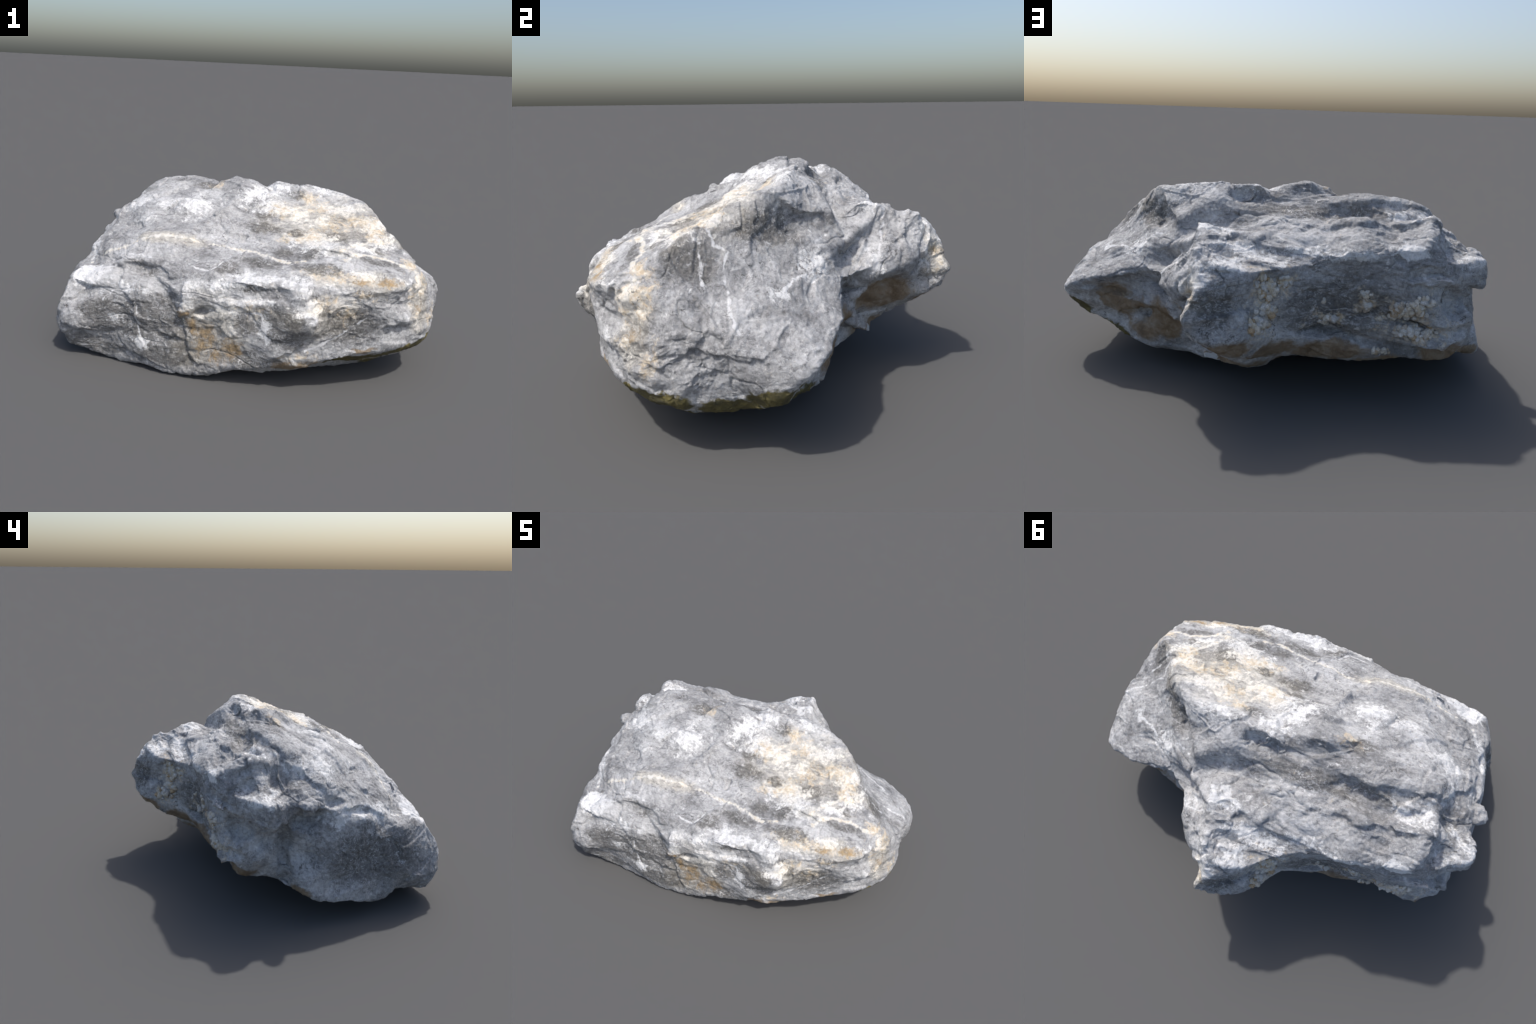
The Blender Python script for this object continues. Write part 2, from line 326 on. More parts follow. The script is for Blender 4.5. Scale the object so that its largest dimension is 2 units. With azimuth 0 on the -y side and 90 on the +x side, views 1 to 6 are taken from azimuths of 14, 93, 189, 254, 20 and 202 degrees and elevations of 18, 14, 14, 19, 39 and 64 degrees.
def relief(V, N):
    h = np.zeros(len(V))
    jitter = .012 * np.stack([fbm(V * 14 + s, 3, 80 + s) for s in (1, 2, 3)], 1)
    W = V + jitter

    def around(pts, reach):
        pts = np.atleast_2d(np.array(pts))
        return np.nonzero(np.all((W > pts.min(0) - reach) & (W < pts.max(0) + reach), axis=1))[0]
    for c, r, a in HOLLOWS:
        m = around(c, 2.6 * np.array(r))
        h[m] += a * np.exp(-np.sum(((W[m] - np.array(c)) / np.array(r)) ** 2, axis=1) ** 2.2)
    for pts, w, a in GROOVES:
        m = around(pts, 2.6 * w)
        d, _ = polyline(W[m], pts)
        h[m] += a * np.exp(-(d / w) ** 2)
    for pts, up, w, a in STEPS:
        m = around(pts, 2.6 * w)
        d, near = polyline(W[m], pts)
        side = (W[m] - near) @ (np.array(up) / np.linalg.norm(up))
        h[m] += .5 * a * np.tanh(side / .006) * np.exp(-(d / w) ** 2)
    return h


def rough(V, N):
    warp = np.stack([fbm(V * 3 + s, 2, 70 + s) for s in (1, 2, 3)], 1)
    W = V + .06 * warp
    rear = np.clip((V[:, 1] + .02) / .15, 0, 1) * np.clip((V[:, 2] - .45) / .15, 0, 1)      # the terrace is the most furrowed
    patchy = .5 + .5 * value_noise(V * 4, 60)
    h = .0025 * fbm(W * 5, 3, 1)
    h += (.0022 + .0035 * rear) * ridged(W * np.array((4, 10, 10)), 3, 20)
    h += .012 * chips(W * np.array((6, 8, 8)), 90) * (.35 + patchy)
    h += .0060 * chips(W * np.array((15, 19, 19)), 94) * (.4 + .6 * value_noise(V * 6, 61))
    h += .0026 * chips(W * 38, 98)
    h -= .0075 * np.exp(-(np.abs(value_noise(W * np.array((5, 8, 8)), 64)) / .022) ** 2) * np.clip(value_noise(V * 3.5, 65) * 4, 0, 1)      # open cracks
    h += .0020 * ridged(W * 24, 3, 30) * patchy
    h += .0009 * fbm(V * 90, 2, 40)
    return h - h.mean()


def refine(V, F, levels):
    for level in range(levels):
        V, F = subdivide(V, F)
        if level >= 1:
            V = average(V, edge_list(F), 2 if level == 2 else 1, .5)
    return V, F


def settle(C, F, rounds=3):
    """Push the cage out until the rounded surface passes through its knots."""
    K = C.copy()
    for _ in range(rounds):
        R, _f = refine(K, F, 3)
        K += .9 * (C - R[:len(C)])
    return K


CAGE, CAGE_F = build_cage()
V, F = refine(settle(CAGE, CAGE_F), CAGE_F, LEVELS)
N = normals(V, F)
V = V + N * relief(V, N)[:, None]
N = normals(V, F)
V = V + N * rough(V, N)[:, None]
V[:, 2] = np.maximum(V[:, 2], 0.0)
V[:, 0] = np.clip(V[:, 0], -1.0, 1.0)

# ---- OBJECTS --------------------------------------------------------------
scene = bpy.context.scene


class Nodes:
    """Small helper to write node trees as expressions."""

    def __init__(self, tree):
        self.t = tree

    def new(self, kind, **props):
        n = self.t.nodes.new(kind)
        for k, v in props.items():
            setattr(n, k, v)
        return n

    def put(self, socket, value):
        if hasattr(value, "is_linked"):
            self.t.links.new(value, socket)
        else:
            socket.default_value = value

    def math(self, op, a, b=0.0, c=0.0, clamp=False):
        n = self.new("ShaderNodeMath", operation=op, use_clamp=clamp)
        for s, v in zip(n.inputs, (a, b, c)):
            self.put(s, v)
        return n.outputs[0]

    def vec(self, op, a, b=(0, 0, 0), c=(0, 0, 0)):
        n = self.new("ShaderNodeVectorMath", operation=op)
        self.put(n.inputs[0], a)
        self.put(n.inputs[1], b)
        if op == "MULTIPLY_ADD":
            self.put(n.inputs[2], c)
        return n.outputs["Value" if op in ("LENGTH", "DOT_PRODUCT", "DISTANCE") else "Vector"]

    def noise(self, p, scale, detail=4.0, rough=.55, distort=0.0, colour=False):
        n = self.new("ShaderNodeTexNoise")
        self.put(n.inputs["Vector"], p)
        n.inputs["Scale"].default_value = scale
        n.inputs["Detail"].default_value = detail
        n.inputs["Roughness"].default_value = rough
        n.inputs["Distortion"].default_value = distort
        return n.outputs["Color" if colour else "Fac"]

    def ramp(self, f, *stops):
        n = self.new("ShaderNodeValToRGB")
        self.put(n.inputs[0], f)
        e = n.color_ramp.elements
        while len(e) < len(stops):
            e.new(.5)
        for el, (pos, col) in zip(e, stops):
            el.position = pos
            el.color = (*col, 1) if isinstance(col, tuple) else (col, col, col, 1)
        return n.outputs[0]

    def step(self, f, lo, hi):
        n = self.new("ShaderNodeMapRange", interpolation_type="SMOOTHSTEP")
        self.put(n.inputs["Value"], f)
        n.inputs["From Min"].default_value = lo
        n.inputs["From Max"].default_value = hi
        return n.outputs["Result"]

    def mix(self, f, a, b, mode="MIX"):
        n = self.new("ShaderNodeMix", data_type="RGBA", blend_type=mode)
        self.put(n.inputs[0], f)
        for s, v in ((n.inputs[6], a), (n.inputs[7], b)):
            self.put(s, (*v, 1) if isinstance(v, tuple) and len(v) == 3 else v)
        return n.outputs[2]

    def group(self, name, p, fill):
        """A node group Vector -> Value whose inside is written by fill(nodes, vector)."""
        t = bpy.data.node_groups.new(name, "ShaderNodeTree")
        t.interface.new_socket("Vector", in_out="INPUT", socket_type="NodeSocketVector")
        t.interface.new_socket("Value", in_out="OUTPUT", socket_type="NodeSocketFloat")
        inner = Nodes(t)
        source, sink = inner.new("NodeGroupInput"), inner.new("NodeGroupOutput")
        t.links.new(fill(inner, source.outputs[0]), sink.inputs[0])
        g = self.new("ShaderNodeGroup", node_tree=t)
        self.put(g.inputs[0], p)
        return g.outputs[0]

    def blots(self, name, p, spots):
        """1 at the heart of the nearest soft ellipsoid, 0 at its rim, below 0 outside."""
        def fill(k, p):
            best = None
            for c, r in spots:
                r = r if isinstance(r, tuple) else (r, r, r)
                q = k.vec("MULTIPLY_ADD", p, tuple(1 / j for j in r), tuple(-a / j for a, j in zip(c, r)))
                d = k.vec("LENGTH", q)
                best = d if best is None else k.math("MINIMUM", best, d)
            return k.math("SUBTRACT", 1.0, best)
        return self.group(name, p, fill)

    def lines(self, name, p, polys):
        """Distance to the nearest of several polylines."""
        def fill(k, p):
            best = None
            for pts in polys:
                for a, b in zip(pts, pts[1:]):
                    ab = [y - x for x, y in zip(a, b)]
                    l2 = sum(j * j for j in ab)
                    pa = k.vec("SUBTRACT", p, tuple(a))
                    h = k.vec("DOT_PRODUCT", pa, tuple(j / l2 for j in ab))
                    h = k.math("MINIMUM", k.math("MAXIMUM", h, 0.0), 1.0)
                    q = k.new("ShaderNodeVectorMath", operation="SCALE")
                    q.inputs[0].default_value = ab
                    k.put(q.inputs["Scale"], h)
                    d = k.vec("DISTANCE", pa, q.outputs[0])
                    best = d if best is None else k.math("MINIMUM", best, d)
            return best
        return self.group(name, p, fill)


# where the colours sit (metres): heart and radii of each stain or bloom
STRONG = [((-.77, -.62, .45), (.13, .09, .06)), ((.43, -.73, .475), (.07, .08, .04)), ((.885, -.44, .53), (.05, .07, .07)), ((-.645, .43, .703), (.08, .05, .04))]
CREAM = [((.42, -.22, .75), (.46, .34, .16)), ((.60, -.58, .585), (.38, .10, .05)), ((.90, -.43, .45), (.07, .12, .20)), ((-.06, -.74, .25), (.25, .10, .26)), ((.5, -.69, .42), (.35, .09, .14)), ((.19, .70, .53), (.06, .08, .14)), ((-.40, -.49, .65), (.35, .05, .05))]
WHITE = [((-.77, -.62, .445), (0.145, 0.087, 0.0653)), ((-.336, -.235, .783), 0.123), ((-.50, -.247, .775), (0.087, 0.0725, 0.0435)), ((-.568, -.339, .709), (0.102, 0.058, 0.058)),
         ((-.02, -.05, .815), (0.145, 0.131, 0.087)), ((.06, .03, .855), (0.116, 0.087, 0.0725)), ((-.06, -.10, .80), (0.087, 0.116, 0.0725)), ((.05, -.13, .771), (0.102, 0.087, 0.0725)), ((.337, -.225, .747), (0.087, 0.0725, 0.0725)),
         ((.36, -.37, .694), (0.174, 0.116, 0.0725)), ((.44, -.44, .69), (0.102, 0.058, 0.058)), ((.63, -.20, .76), (0.102, 0.087, 0.0725)), ((.673, -.314, .704), (0.102, 0.087, 0.058)),
         ((.60, -.39, .69), (0.102, 0.0435, 0.0435)), ((.725, -.302, .715), (0.0435, 0.087, 0.058)), ((.446, -.089, .80), (0.145, 0.0725, 0.058)), ((.317, .05, .87), (0.145, 0.058, 0.0435)), ((.20, -.16, .765), (0.145, 0.087, 0.0725)),
         ((.306, -.675, .58), (0.29, 0.058, 0.0362)), ((.10, -.675, .565), (0.145, 0.0725, 0.0435)), ((.635, -.57, .605), (0.174, 0.0435, 0.0362)), ((.38, -.72, .545), (0.087, 0.0725, 0.029)), ((.428, -.72, .50), (0.0508, 0.0725, 0.0508)), ((.40, -.73, .475), (0.087, 0.058, 0.0406)),
         ((.437, -.735, .44), (0.0362, 0.058, 0.058)), ((.17, -.735, .468), (0.16, 0.058, 0.0203)), ((.212, -.742, .34), (0.0362, 0.058, 0.0725)), ((.82, -.53, .58), (0.0725, 0.0725, 0.0362)), ((.886, -.43, .53), (0.0508, 0.0725, 0.0798)),
         ((.907, -.465, .375), (0.0435, 0.058, 0.058)), ((.853, -.531, .395), (0.029, 0.0435, 0.0435)), ((-.541, -.696, .428), (0.0725, 0.058, 0.0203)), ((-.40, -.712, .44), (0.087, 0.058, 0.0203)), ((-.156, -.727, .50), (0.087, 0.058, 0.0319)), ((-.029, -.715, .525), (0.102, 0.058, 0.029)),
         ((-.18, -.745, .40), (0.0508, 0.058, 0.087)), ((.0, -.736, .42), (0.087, 0.058, 0.087)), ((-.09, -.74, .35), (0.087, 0.058, 0.0174)), ((.052, -.738, .325), (0.0362, 0.0435, 0.029)), ((-.559, -.737, .252), (0.0725, 0.058, 0.0435)), ((-.43, -.725, .17), (0.0725, 0.058, 0.0435)),
         ((.58, .17, .59), (0.0725, 0.0725, 0.0725)), ((.788, .054, .531), (0.0319, 0.0435, 0.0508)), ((.63, .16, .555), (0.0725, 0.0435, 0.0217)), ((.38, .42, .54), (0.058, 0.058, 0.0725)), ((.211, .685, .51), (0.0435, 0.087, 0.102)), ((.236, .384, .75), (0.058, 0.058, 0.0362)),
         ((-.645, .43, .703), (0.116, 0.0508, 0.0435)), ((-.437, .479, .68), (0.174, 0.0435, 0.029)), ((-.256, .48, .673), (0.145, 0.0725, 0.029)), ((-.10, .53, .655), (0.203, 0.087, 0.029)), ((.05, .62, .64), (0.174, 0.087, 0.029)), ((.0, .50, .68), (0.145, 0.0435, 0.0435)),
         ((-.614, .22, .80), (0.102, 0.0725, 0.0435)), ((-.694, .199, .79), (0.058, 0.0725, 0.0435)), ((-.772, .031, .738), (0.0725, 0.0725, 0.058)), ((-.891, .235, .63), (0.102, 0.131, 0.0435)), ((-.816, .177, .63), (0.0725, 0.058, 0.0435)), ((.16, .71, .60), (0.0435, 0.0725, 0.0725)), ((.16, .40, .738), (0.145, 0.0725, 0.0435)),
         ((-.74, -.11, .73), (0.145, 0.116, 0.0725)), ((-.91, -.22, .53), (0.0725, 0.232, 0.0435)), ((-.88, -.40, .51), (0.087, 0.145, 0.058))]
TAN = [((.54, -.192, .758), (0.14, 0.084, 0.056)), ((.421, -.24, .743), (0.098, 0.084, 0.056)), ((.322, -.337, .705), (0.098, 0.084, 0.056)), ((.22, -.373, .682), (0.084, 0.042, 0.042)), ((.633, -.284, .724), (0.084, 0.07, 0.056)), ((.269, -.02, .825), (0.084, 0.07, 0.056)),
       ((.334, -.108, .796), (0.126, 0.07, 0.056)), ((.138, -.153, .762), (0.084, 0.07, 0.056)), ((.667, -.238, .747), (0.056, 0.056, 0.056)), ((-.29, .005, .85), (0.07, 0.042, 0.042)),
       ((.544, -.609, .598), (0.224, 0.056, 0.028)), ((.70, -.58, .585), (0.196, 0.042, 0.0252)), ((.868, -.47, .483), (0.042, 0.07, 0.07)), ((.499, -.683, .497), (0.07, 0.056, 0.042)), ((.668, -.655, .513), (0.112, 0.07, 0.042)), ((.592, -.648, .443), (0.07, 0.056, 0.056)),
       ((.146, -.737, .429), (0.084, 0.056, 0.042)), ((.38, -.714, .206), (0.14, 0.07, 0.035)), ((.90, -.465, .40), (0.042, 0.056, 0.042)), ((.89, -.40, .55), (0.042, 0.07, 0.084)), ((.838, -.40, .62), (0.07, 0.056, 0.042)), ((.96, -.355, .35), (0.056, 0.042, 0.084)), ((.19, .69, .53), (0.042, 0.07, 0.084)),
       ((-.07, .56, .47), (0.07, 0.084, 0.182)), ((-.14, .52, .55), (0.07, 0.07, 0.07)), ((-.65, .425, .44), (0.14, 0.07, 0.084)), ((-.69, .40, .355), (0.168, 0.07, 0.056)), ((-.47, .43, .48), (0.056, 0.056, 0.07)), ((-.32, .44, .39), (0.098, 0.056, 0.042)), ((-.82, .36, .47), (0.042, 0.07, 0.07))]
ORANGE = [((-.197, -.747, .356), (0.0455, 0.052, 0.0455)), ((-.155, -.738, .30), (0.0585, 0.052, 0.065)), ((-.085, -.735, .265), (0.078, 0.065, 0.065)), ((-.09, -.735, .20), (0.078, 0.052, 0.065)), ((.042, -.735, .22), (0.0585, 0.052, 0.078)), ((-.03, -.735, .15), (0.065, 0.052, 0.052)),
          ((.744, -.57, .585), (0.117, 0.039, 0.0182)), ((.61, -.605, .588), (0.065, 0.039, 0.0195)), ((-.275, .01, .89), (0.039, 0.0325, 0.039)), ((.90, -.44, .45), (0.0325, 0.052, 0.039))]
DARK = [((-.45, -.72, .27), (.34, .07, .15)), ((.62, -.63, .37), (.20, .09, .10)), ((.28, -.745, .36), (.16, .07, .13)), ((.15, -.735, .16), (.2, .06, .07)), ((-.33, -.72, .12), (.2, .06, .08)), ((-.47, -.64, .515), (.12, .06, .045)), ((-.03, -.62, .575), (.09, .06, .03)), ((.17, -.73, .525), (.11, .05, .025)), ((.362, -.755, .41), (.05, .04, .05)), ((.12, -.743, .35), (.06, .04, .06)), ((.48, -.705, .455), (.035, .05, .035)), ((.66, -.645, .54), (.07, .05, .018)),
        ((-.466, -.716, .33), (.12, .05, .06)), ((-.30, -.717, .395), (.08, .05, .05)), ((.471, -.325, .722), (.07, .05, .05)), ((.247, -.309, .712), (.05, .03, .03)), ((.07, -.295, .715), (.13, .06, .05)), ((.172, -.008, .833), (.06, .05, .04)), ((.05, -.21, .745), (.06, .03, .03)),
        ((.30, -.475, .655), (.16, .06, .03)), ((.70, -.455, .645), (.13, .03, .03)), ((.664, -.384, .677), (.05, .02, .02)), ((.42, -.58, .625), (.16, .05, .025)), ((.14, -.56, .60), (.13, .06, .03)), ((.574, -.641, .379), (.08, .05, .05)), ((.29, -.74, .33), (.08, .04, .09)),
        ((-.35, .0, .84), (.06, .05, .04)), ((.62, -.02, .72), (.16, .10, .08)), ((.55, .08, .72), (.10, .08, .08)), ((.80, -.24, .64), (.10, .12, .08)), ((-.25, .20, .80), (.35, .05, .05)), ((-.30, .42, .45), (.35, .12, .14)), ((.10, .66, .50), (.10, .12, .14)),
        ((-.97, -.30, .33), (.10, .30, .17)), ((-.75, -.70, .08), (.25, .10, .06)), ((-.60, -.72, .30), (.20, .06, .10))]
BROWN = [((.25, .47, .35), (.16, .18, .12)), ((.05, .68, .30), (.20, .10, .07)), ((-.12, .52, .25), (.16, .10, .08)), ((-.32, .43, .25), (.20, .08, .07)), ((-.80, .37, .24), (.14, .12, .09)), ((-.55, .38, .20), (.16, .08, .06)), ((.42, .27, .27), (.10, .08, .14)),
         ((.55, .25, .25), (.16, .08, .14)), ((.70, .22, .30), (.14, .07, .12)), ((-.93, .05, .16), (.06, .12, .05)), ((.10, .45, .14), (.30, .12, .08)), ((-.3, .3, .12), (.5, .1, .07)), ((.62, -.57, .24), (.12, .05, .02)), ((.36, -.66, .14), (.20, .08, .05))]
OLIVE = [((.95, .06, .25), (.12, .11, .06)), ((.90, -.10, .19), (.14, .14, .06)), ((.92, -.33, .215), (.14, .12, .045)), ((.80, -.45, .205), (.16, .10, .04)), ((.74, .10, .13), (.16, .14, .07)), ((.62, -.50, .15), (.20, .12, .07)), ((.78, -.28, .08), (.2, .16, .07))]
PALE = [((-.42, .26, .14), (.13, .10, .05)), ((-.66, .25, .16), (.08, .06, .03)), ((.15, .42, .165), (.07, .05, .04)), ((.80, -.05, .11), (.16, .08, .03)), ((.74, -.20, .07), (.12, .08, .03)), ((-.66, .20, .13), (.06, .06, .03)), ((-.30, .45, .22), (.04, .04, .03)), ((.25, -.60, .09), (.10, .05, .02)), ((.02, .40, .12), (.08, .06, .03)), ((-.90, -.62, .06), (.05, .04, .02))]
WHITE_VEINS = [[(-.734, -.595, .486), (-.625, -.601, .493), (-.583, -.58, .521), (-.543, -.556, .555), (-.432, -.605, .582)],
               [(-.651, -.728, .365), (-.585, -.698, .417), (-.529, -.693, .432), (-.476, -.705, .427), (-.397, -.712, .436)],
               [(-.198, -.644, .579), (-.10, -.655, .572), (-.052, -.584, .584), (.034, -.497, .611)],
               [(-.459, -.711, .347), (-.447, -.724, .27), (-.445, -.72, .213), (-.421, -.731, .138)],
               [(.403, -.713, .248), (.482, -.685, .285), (.588, -.637, .356), (.667, -.618, .414)],
               [(.109, -.733, .404), (.182, -.738, .406), (.211, -.741, .351), (.215, -.742, .266)],
               [(.699, -.193, .738), (.731, -.163, .69), (.727, -.112, .675), (.809, -.116, .621), (.866, -.103, .57), (.934, -.091, .514), (.971, -.064, .465)],
               [(.753, -.215, .694), (.788, -.205, .658), (.853, -.188, .606)],
               [(.207, .468, .724), (.278, .453, .637), (.335, .438, .581), (.385, .418, .52)],
               [(.421, .219, .651), (.502, .183, .646), (.558, .169, .602), (.62, .165, .56), (.70, .10, .56), (.788, .054, .531)]]
TAN_VEINS = [[(-.823, -.506, .486), (-.748, -.514, .539), (-.675, -.501, .569), (-.605, -.50, .59), (-.504, -.495, .639), (-.426, -.488, .661), (-.332, -.492, .668), (-.251, -.475, .652), (-.125, -.467, .636), (-.02, -.491, .617), (.083, -.485, .616), (.196, -.529, .621), (.26, -.554, .625), (.337, -.536, .644)],
             [(.649, -.282, .725), (.612, -.33, .707), (.539, -.416, .692), (.50, -.479, .68), (.538, -.523, .664), (.562, -.482, .676), (.608, -.437, .672), (.71, -.419, .654), (.79, -.433, .638), (.856, -.401, .603)]]


tree = BVHTree.FromPolygons(V.tolist(), F.tolist())


def on_surface(polys):
    return [[tuple(tree.find_nearest(Vector(q))[0]) for q in line] for line in polys]


def limestone():
    m = bpy.data.materials.new("limestone")
    m.use_nodes = True
    k = Nodes(m.node_tree)
    bsdf = m.node_tree.nodes["Principled BSDF"]
    p = k.new("ShaderNodeTexCoord").outputs["Object"]

    def shifted(scale, detail, amount, base):
        c = k.vec("SUBTRACT", k.noise(p, scale, detail, .6, colour=True), (.5, .5, .5))
        return k.vec("MULTIPLY_ADD", c, (amount,) * 3, base)
    near = shifted(9, 4, .10, p)                        # ragged outlines for blooms and stains
    near = shifted(40, 3, .030, near)
    fine = shifted(20, 4, .03, p)                       # wandering veins
    beds = k.vec("MULTIPLY", p, (.7, 1.3, 1.6))
    # grey ground of the stone: broad tones, then mottling, then grain
    broad = k.noise(p, 3.2, 3, .55)
    cloud = k.noise(beds, 9, 7, .68, .5)
    grain = k.noise(p, 70, 5, .78)
    tone = k.math("ADD", k.math("MULTIPLY", broad, .45), k.math("MULTIPLY", cloud, .55))
    grey = k.ramp(tone, (.30, (.145, .145, .15)), (.40, (.24, .24, .244)), (.48, (.345, .345, .35)), (.56, (.475, .475, .48)), (.65, (.61, .61, .615)))
    grey = k.mix(1.0, grey, k.ramp(grain, (.30, .66), (.48, .97), (.68, 1.32)), "MULTIPLY")
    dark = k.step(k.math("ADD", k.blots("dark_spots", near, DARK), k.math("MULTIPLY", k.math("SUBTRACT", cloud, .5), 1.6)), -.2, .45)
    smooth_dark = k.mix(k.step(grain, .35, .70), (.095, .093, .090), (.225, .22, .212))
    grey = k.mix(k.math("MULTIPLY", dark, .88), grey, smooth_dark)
    # crystal flecks and dark specks
    fleck = k.noise(beds, 30, 6, .72, .3)
    grey = k.mix(k.math("MULTIPLY", k.step(fleck, .54, .68), .65), grey, (.58, .585, .595))
    grey = k.mix(k.math("MULTIPLY", k.step(fleck, .46, .34), .60), grey, (.095, .095, .10))
    # hair-thin pale streaks and crystals
    wisp = k.noise(beds, 14, 6, .66, .9)
    hair = k.step(k.math("ABSOLUTE", k.math("SUBTRACT", wisp, .5)), .016, .002)
    hair = k.math("MULTIPLY", hair, k.step(broad, .36, .56))
    colour = k.mix(k.math("MULTIPLY", hair, .75), grey, (.62, .62, .63))
    # white bloom
    lace = k.noise(near, 21, 8, .80)
    bloom = k.math("ADD", k.math("MULTIPLY", k.math("MAXIMUM", k.blots("white_spots", near, WHITE), -.32), .75), k.math("MULTIPLY", k.math("SUBTRACT", lace, .5), 4.2))
    bloom = k.math("ADD", bloom, k.math("MAXIMUM", k.math("MULTIPLY", k.blots("strong_spots", near, STRONG), 1.5), 0.0))
    bloom_mask = k.step(bloom, .05, .55)
    colour = k.mix(k.math("MULTIPLY", bloom_mask, .92), colour, k.ramp(grain, (.3, (.52, .52, .53)), (.5, (.78, .78, .78)), (.7, (.90, .89, .88))))
    # warm cream cast around the stained parts
    cream = k.step(k.math("ADD", k.blots("cream_spots", near, CREAM), k.math("MULTIPLY", k.math("SUBTRACT", cloud, .5), 1.8)), -.05, .6)
    colour = k.mix(cream, colour, (1.06, 1.015, .925), "MULTIPLY")
    # tan and ochre stain
    rust = k.noise(near, 23, 7, .78)
    tan = k.math("ADD", k.math("MULTIPLY", k.math("MAXIMUM", k.blots("tan_spots", near, TAN), -.6), .7), k.math("MULTIPLY", k.math("SUBTRACT", rust, .52), 4.6))
    tan_mask = k.step(tan, -.05, .75)
    colour = k.mix(k.math("MULTIPLY", tan_mask, .8), colour, k.ramp(k.noise(p, 55, 4, .7), (.3, (.46, .33, .19)), (.46, (.68, .55, .38)), (.62, (.84, .78, .67))))
    ochre = k.step(k.math("ADD", k.blots("orange_spots", near, ORANGE), k.math("MULTIPLY", k.math("SUBTRACT", rust, .5), 3.4)), -.1, .8)
    colour = k.mix(k.math("MULTIPLY", ochre, .8), colour, k.ramp(k.noise(p, 48, 5, .74), (.3, (.12, .10, .08)), (.45, (.26, .18, .09)), (.57, (.42, .28, .13)), (.70, (.58, .50, .38))))
    # veins
    ragged = k.noise(p, 38, 4, .65)
    gaps = k.step(k.noise(p, 9, 3), .30, .40)
    w = k.lines("white_veins", fine, on_surface(WHITE_VEINS))
    w = k.step(k.math("SUBTRACT", w, k.math("MULTIPLY", k.math("SUBTRACT", ragged, .30), .024)), .003, -.002)
    colour = k.mix(k.math("MULTIPLY", k.math("MULTIPLY", w, gaps), .85), colour, (.72, .72, .73))
    t = k.lines("tan_veins", fine, on_surface(TAN_VEINS))
    t = k.step(k.math("SUBTRACT", t, k.math("MULTIPLY", k.math("SUBTRACT", ragged, .33), .045)), .005, -.004)
    colour = k.mix(k.math("MULTIPLY", k.math("MULTIPLY", t, gaps), .75), colour, k.ramp(rust, (.40, (.82, .81, .79)), (.54, (.80, .75, .65)), (.64, (.60, .44, .25))))
    crack = k.step(k.math("ABSOLUTE", k.math("SUBTRACT", k.noise(near, 7, 3, .6), .5)), .006, .001)
    crack = k.math("MULTIPLY", crack, k.step(k.noise(p, 6, 2), .52, .62))
    colour = k.mix(k.math("MULTIPLY", crack, .75), colour, (.06, .058, .055))
    # soil stain and algae low down, where the stone sat in the ground
    soil = k.step(k.math("ADD", k.blots("brown_spots", near, BROWN), k.math("MULTIPLY", k.math("SUBTRACT", cloud, .5), .9)), .0, .35)
    colour = k.mix(k.math("MULTIPLY", soil, .9), colour, k.ramp(k.noise(near, 14, 7, .65), (.3, (.15, .10, .055)), (.48, (.25, .175, .10)), (.60, (.32, .26, .19)), (.72, (.38, .36, .33))))
    algae = k.step(k.math("ADD", k.blots("olive_spots", near, OLIVE), k.math("MULTIPLY", k.math("SUBTRACT", cloud, .5), .5)), .02, .2)
    colour = k.mix(k.math("MULTIPLY", algae, .95), colour, k.ramp(k.noise(near, 18, 6, .6), (.35, (.05, .045, .02)), (.55, (.125, .105, .032)), (.72, (.26, .21, .06))))
    pale = k.step(k.blots("pale_spots", near, PALE), .25, .32)
    colour = k.mix(pale, colour, (.50, .52, .53))
    k.put(bsdf.inputs["Base Color"], colour)
    bsdf.inputs["Roughness"].default_value = .85
    bsdf.inputs["Specular IOR Level"].default_value = .3
    bump = k.new("ShaderNodeBump")
    bump.inputs["Strength"].default_value = .9
    bump.inputs["Distance"].default_value = .011
    k.put(bump.inputs["Height"], k.math("ADD", k.noise(p, 36, 6, .74), k.math("SUBTRACT", k.math("MULTIPLY", grain, .4), k.math("MULTIPLY", crack, .3))))
    m.node_tree.links.new(bump.outputs[0], bsdf.inputs["Normal"])
    return m


def link(o, parent=None):
    scene.collection.objects.link(o)
    o.parent = parent
    return o


boulder = link(bpy.data.objects.new("boulder", None))
boulder["label"] = "weathered grey limestone boulder with white veins and ochre stains"
boulder["category"] = "boulder"
stone = limestone()
mesh = bpy.data.meshes.new("rock_body")
mesh.from_pydata(V.tolist(), [], F.tolist())
mesh.polygons.foreach_set("use_smooth", [True] * len(mesh.polygons))
mesh.materials.append(stone)
body = link(bpy.data.objects.new("rock_body", mesh), boulder)

# ---- crust of rounded calcite nodules on the rear wall ---------------------


def nodule_material():
    m = bpy.data.materials.new("calcite_nodule")
    m.use_nodes = True
    k = Nodes(m.node_tree)
    bsdf = m.node_tree.nodes["Principled BSDF"]
    p = k.new("ShaderNodeTexCoord").outputs["Object"]
    rnd = k.new("ShaderNodeObjectInfo").outputs["Random"]
    c = k.ramp(rnd, (0, (.56, .49, .38)), (.35, (.66, .63, .58)), (.7, (.50, .49, .47)), (1, (.42, .30, .17)))
    c = k.mix(1.0, c, k.ramp(k.noise(p, 2.5, 5, .7), (.3, .6), (.6, 1.15)), "MULTIPLY")
    k.put(bsdf.inputs["Base Color"], c)
    bsdf.inputs["Roughness"].default_value = .8
    return m


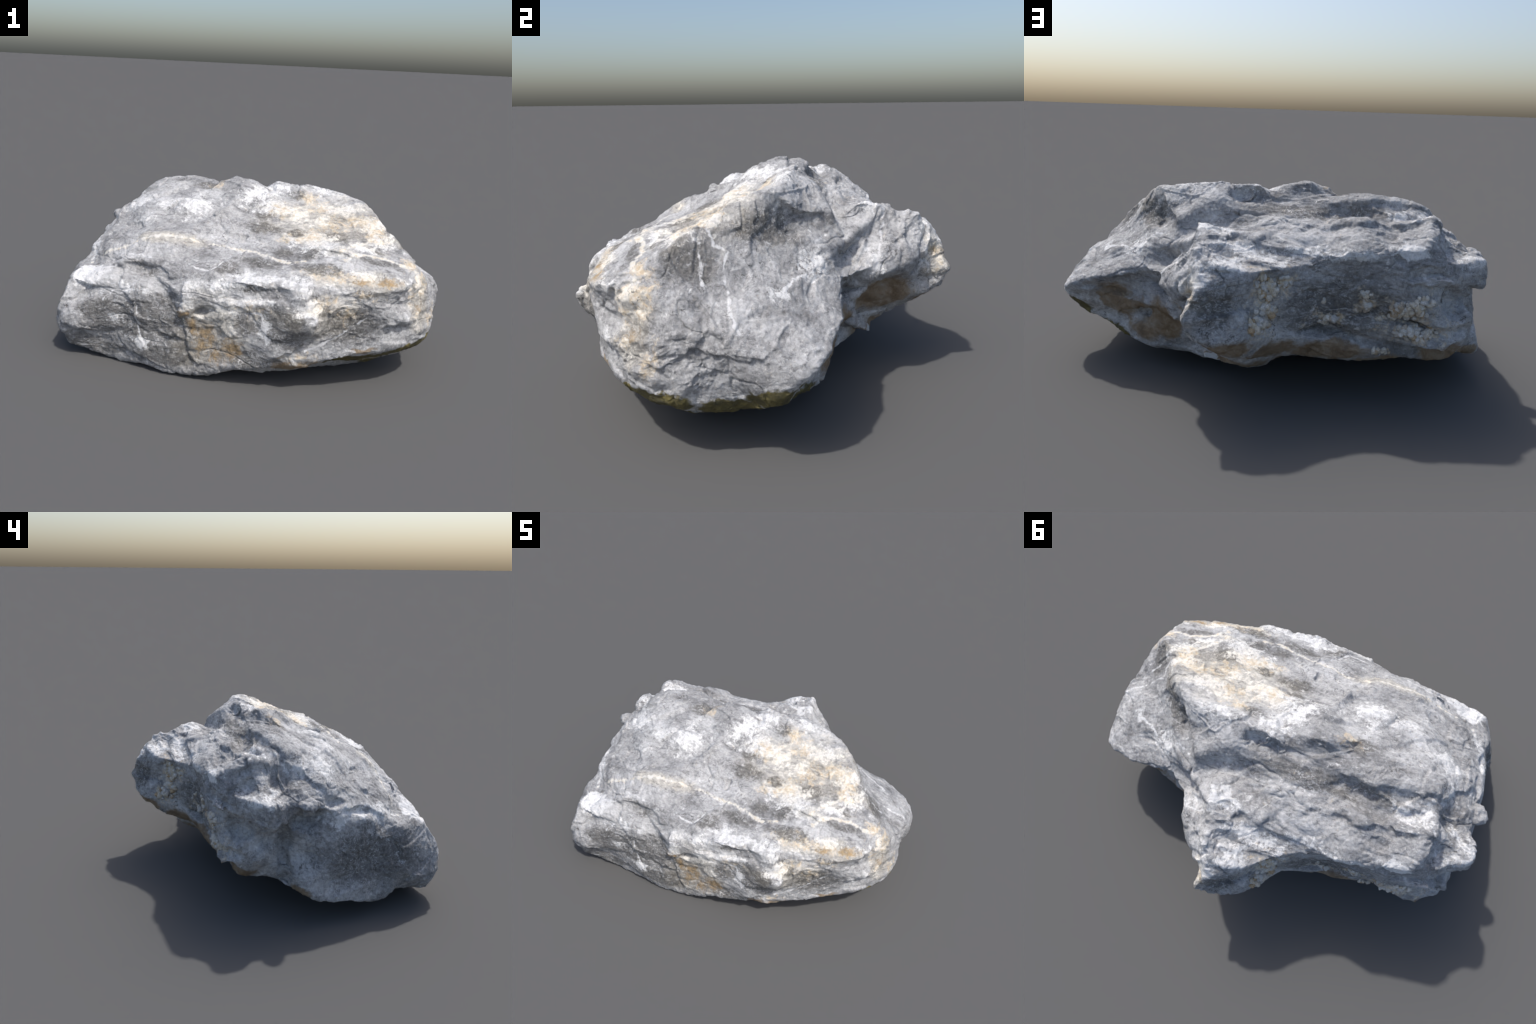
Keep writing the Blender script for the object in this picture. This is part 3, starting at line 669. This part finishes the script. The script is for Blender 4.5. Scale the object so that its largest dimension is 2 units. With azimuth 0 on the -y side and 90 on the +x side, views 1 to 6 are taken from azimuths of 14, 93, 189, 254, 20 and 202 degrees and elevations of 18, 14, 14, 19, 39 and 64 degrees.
def pebble_mesh(name, seed, mat, lumps=.35, rings=3):
    bm = bmesh.new()
    bmesh.ops.create_icosphere(bm, subdivisions=rings, radius=1)
    co = np.array([v.co for v in bm.verts])
    h = 1 + lumps * fbm(co * 1.1 + seed * 3.7, 3, seed)
    for v, s in zip(bm.verts, h):
        v.co *= s
    me = bpy.data.meshes.new(name)
    bm.to_mesh(me)
    bm.free()
    me.polygons.foreach_set("use_smooth", [True] * len(me.polygons))
    me.materials.append(mat)
    return me


rng = random.Random(SEED)
nmat = nodule_material()
shapes = [pebble_mesh("nodule", 200 + i, nmat) for i in range(6)]
# clusters: centre x, z, half width, half height, lean, count, smallest and largest radius
CLUSTERS = [(-.085, .535, .035, .055, .25, 42, .006, .013), (-.075, .43, .042, .055, -.2, 60, .006, .014), (-.15, .56, .025, .022, 0, 12, .006, .010),
            (-.465, .50, .022, .035, 0, 9, .006, .012), (-.474, .455, .014, .016, 0, 4, .010, .016), (-.64, .455, .075, .035, .3, 60, .006, .013), (-.70, .50, .04, .02, 0, 12, .006, .011), (-.58, .43, .025, .025, 0, 10, .007, .013),
            (-.67, .36, .085, .028, -.15, 50, .006, .012), (-.335, .40, .022, .012, 0, 7, .007, .014), (-.30, .37, .03, .02, 0, 10, .005, .009), (-.31, .475, .012, .010, 0, 3, .006, .009), (-.54, .26, .05, .015, 0, 12, .005, .009)]
for cx, cz, hw, hh, lean, count, r0, r1 in CLUSTERS:
    for _ in range(count):
        a, q = rng.uniform(0, 6.283), math.sqrt(rng.random())
        dz = hh * q * math.sin(a)
        x, z = cx + hw * q * math.cos(a) + lean * dz, cz + dz
        hit, normal, _i, _d = tree.ray_cast(Vector((x, 1.2, z)), Vector((0, -1, 0)))
        if hit is None:
            continue
        r = 1.3 * rng.uniform(r0, r1) * (1.25 - .5 * q)
        o = link(bpy.data.objects.new("nodule", rng.choice(shapes)), boulder)
        o.location = hit + normal * r * rng.uniform(-.1, .35)
        o.rotation_euler = [rng.uniform(0, 6.283) for _ in range(3)]
        o.scale = (r * rng.uniform(.9, 1.25), r * rng.uniform(.8, 1.1), r * rng.uniform(.7, 1.0))

# a stub that sticks out of the left end, and a loose flake wedged under the rear rim
stub = pebble_mesh("stub", 301, stone, .28, 5)
o = link(bpy.data.objects.new("stub", stub), boulder)
co = np.array([v.co for v in stub.vertices]) * np.array((.050, .044, .040)) + np.array((-.912, .025, .598))
stub.vertices.foreach_set("co", co.ravel())
flake = pebble_mesh("flake", 305, stone, .45, 5)
co = np.array([v.co for v in flake.vertices]) * np.array((.060, .030, .020)) + np.array((-.735, .415, .583))
flake.vertices.foreach_set("co", co.ravel())
link(bpy.data.objects.new("flake", flake), boulder)
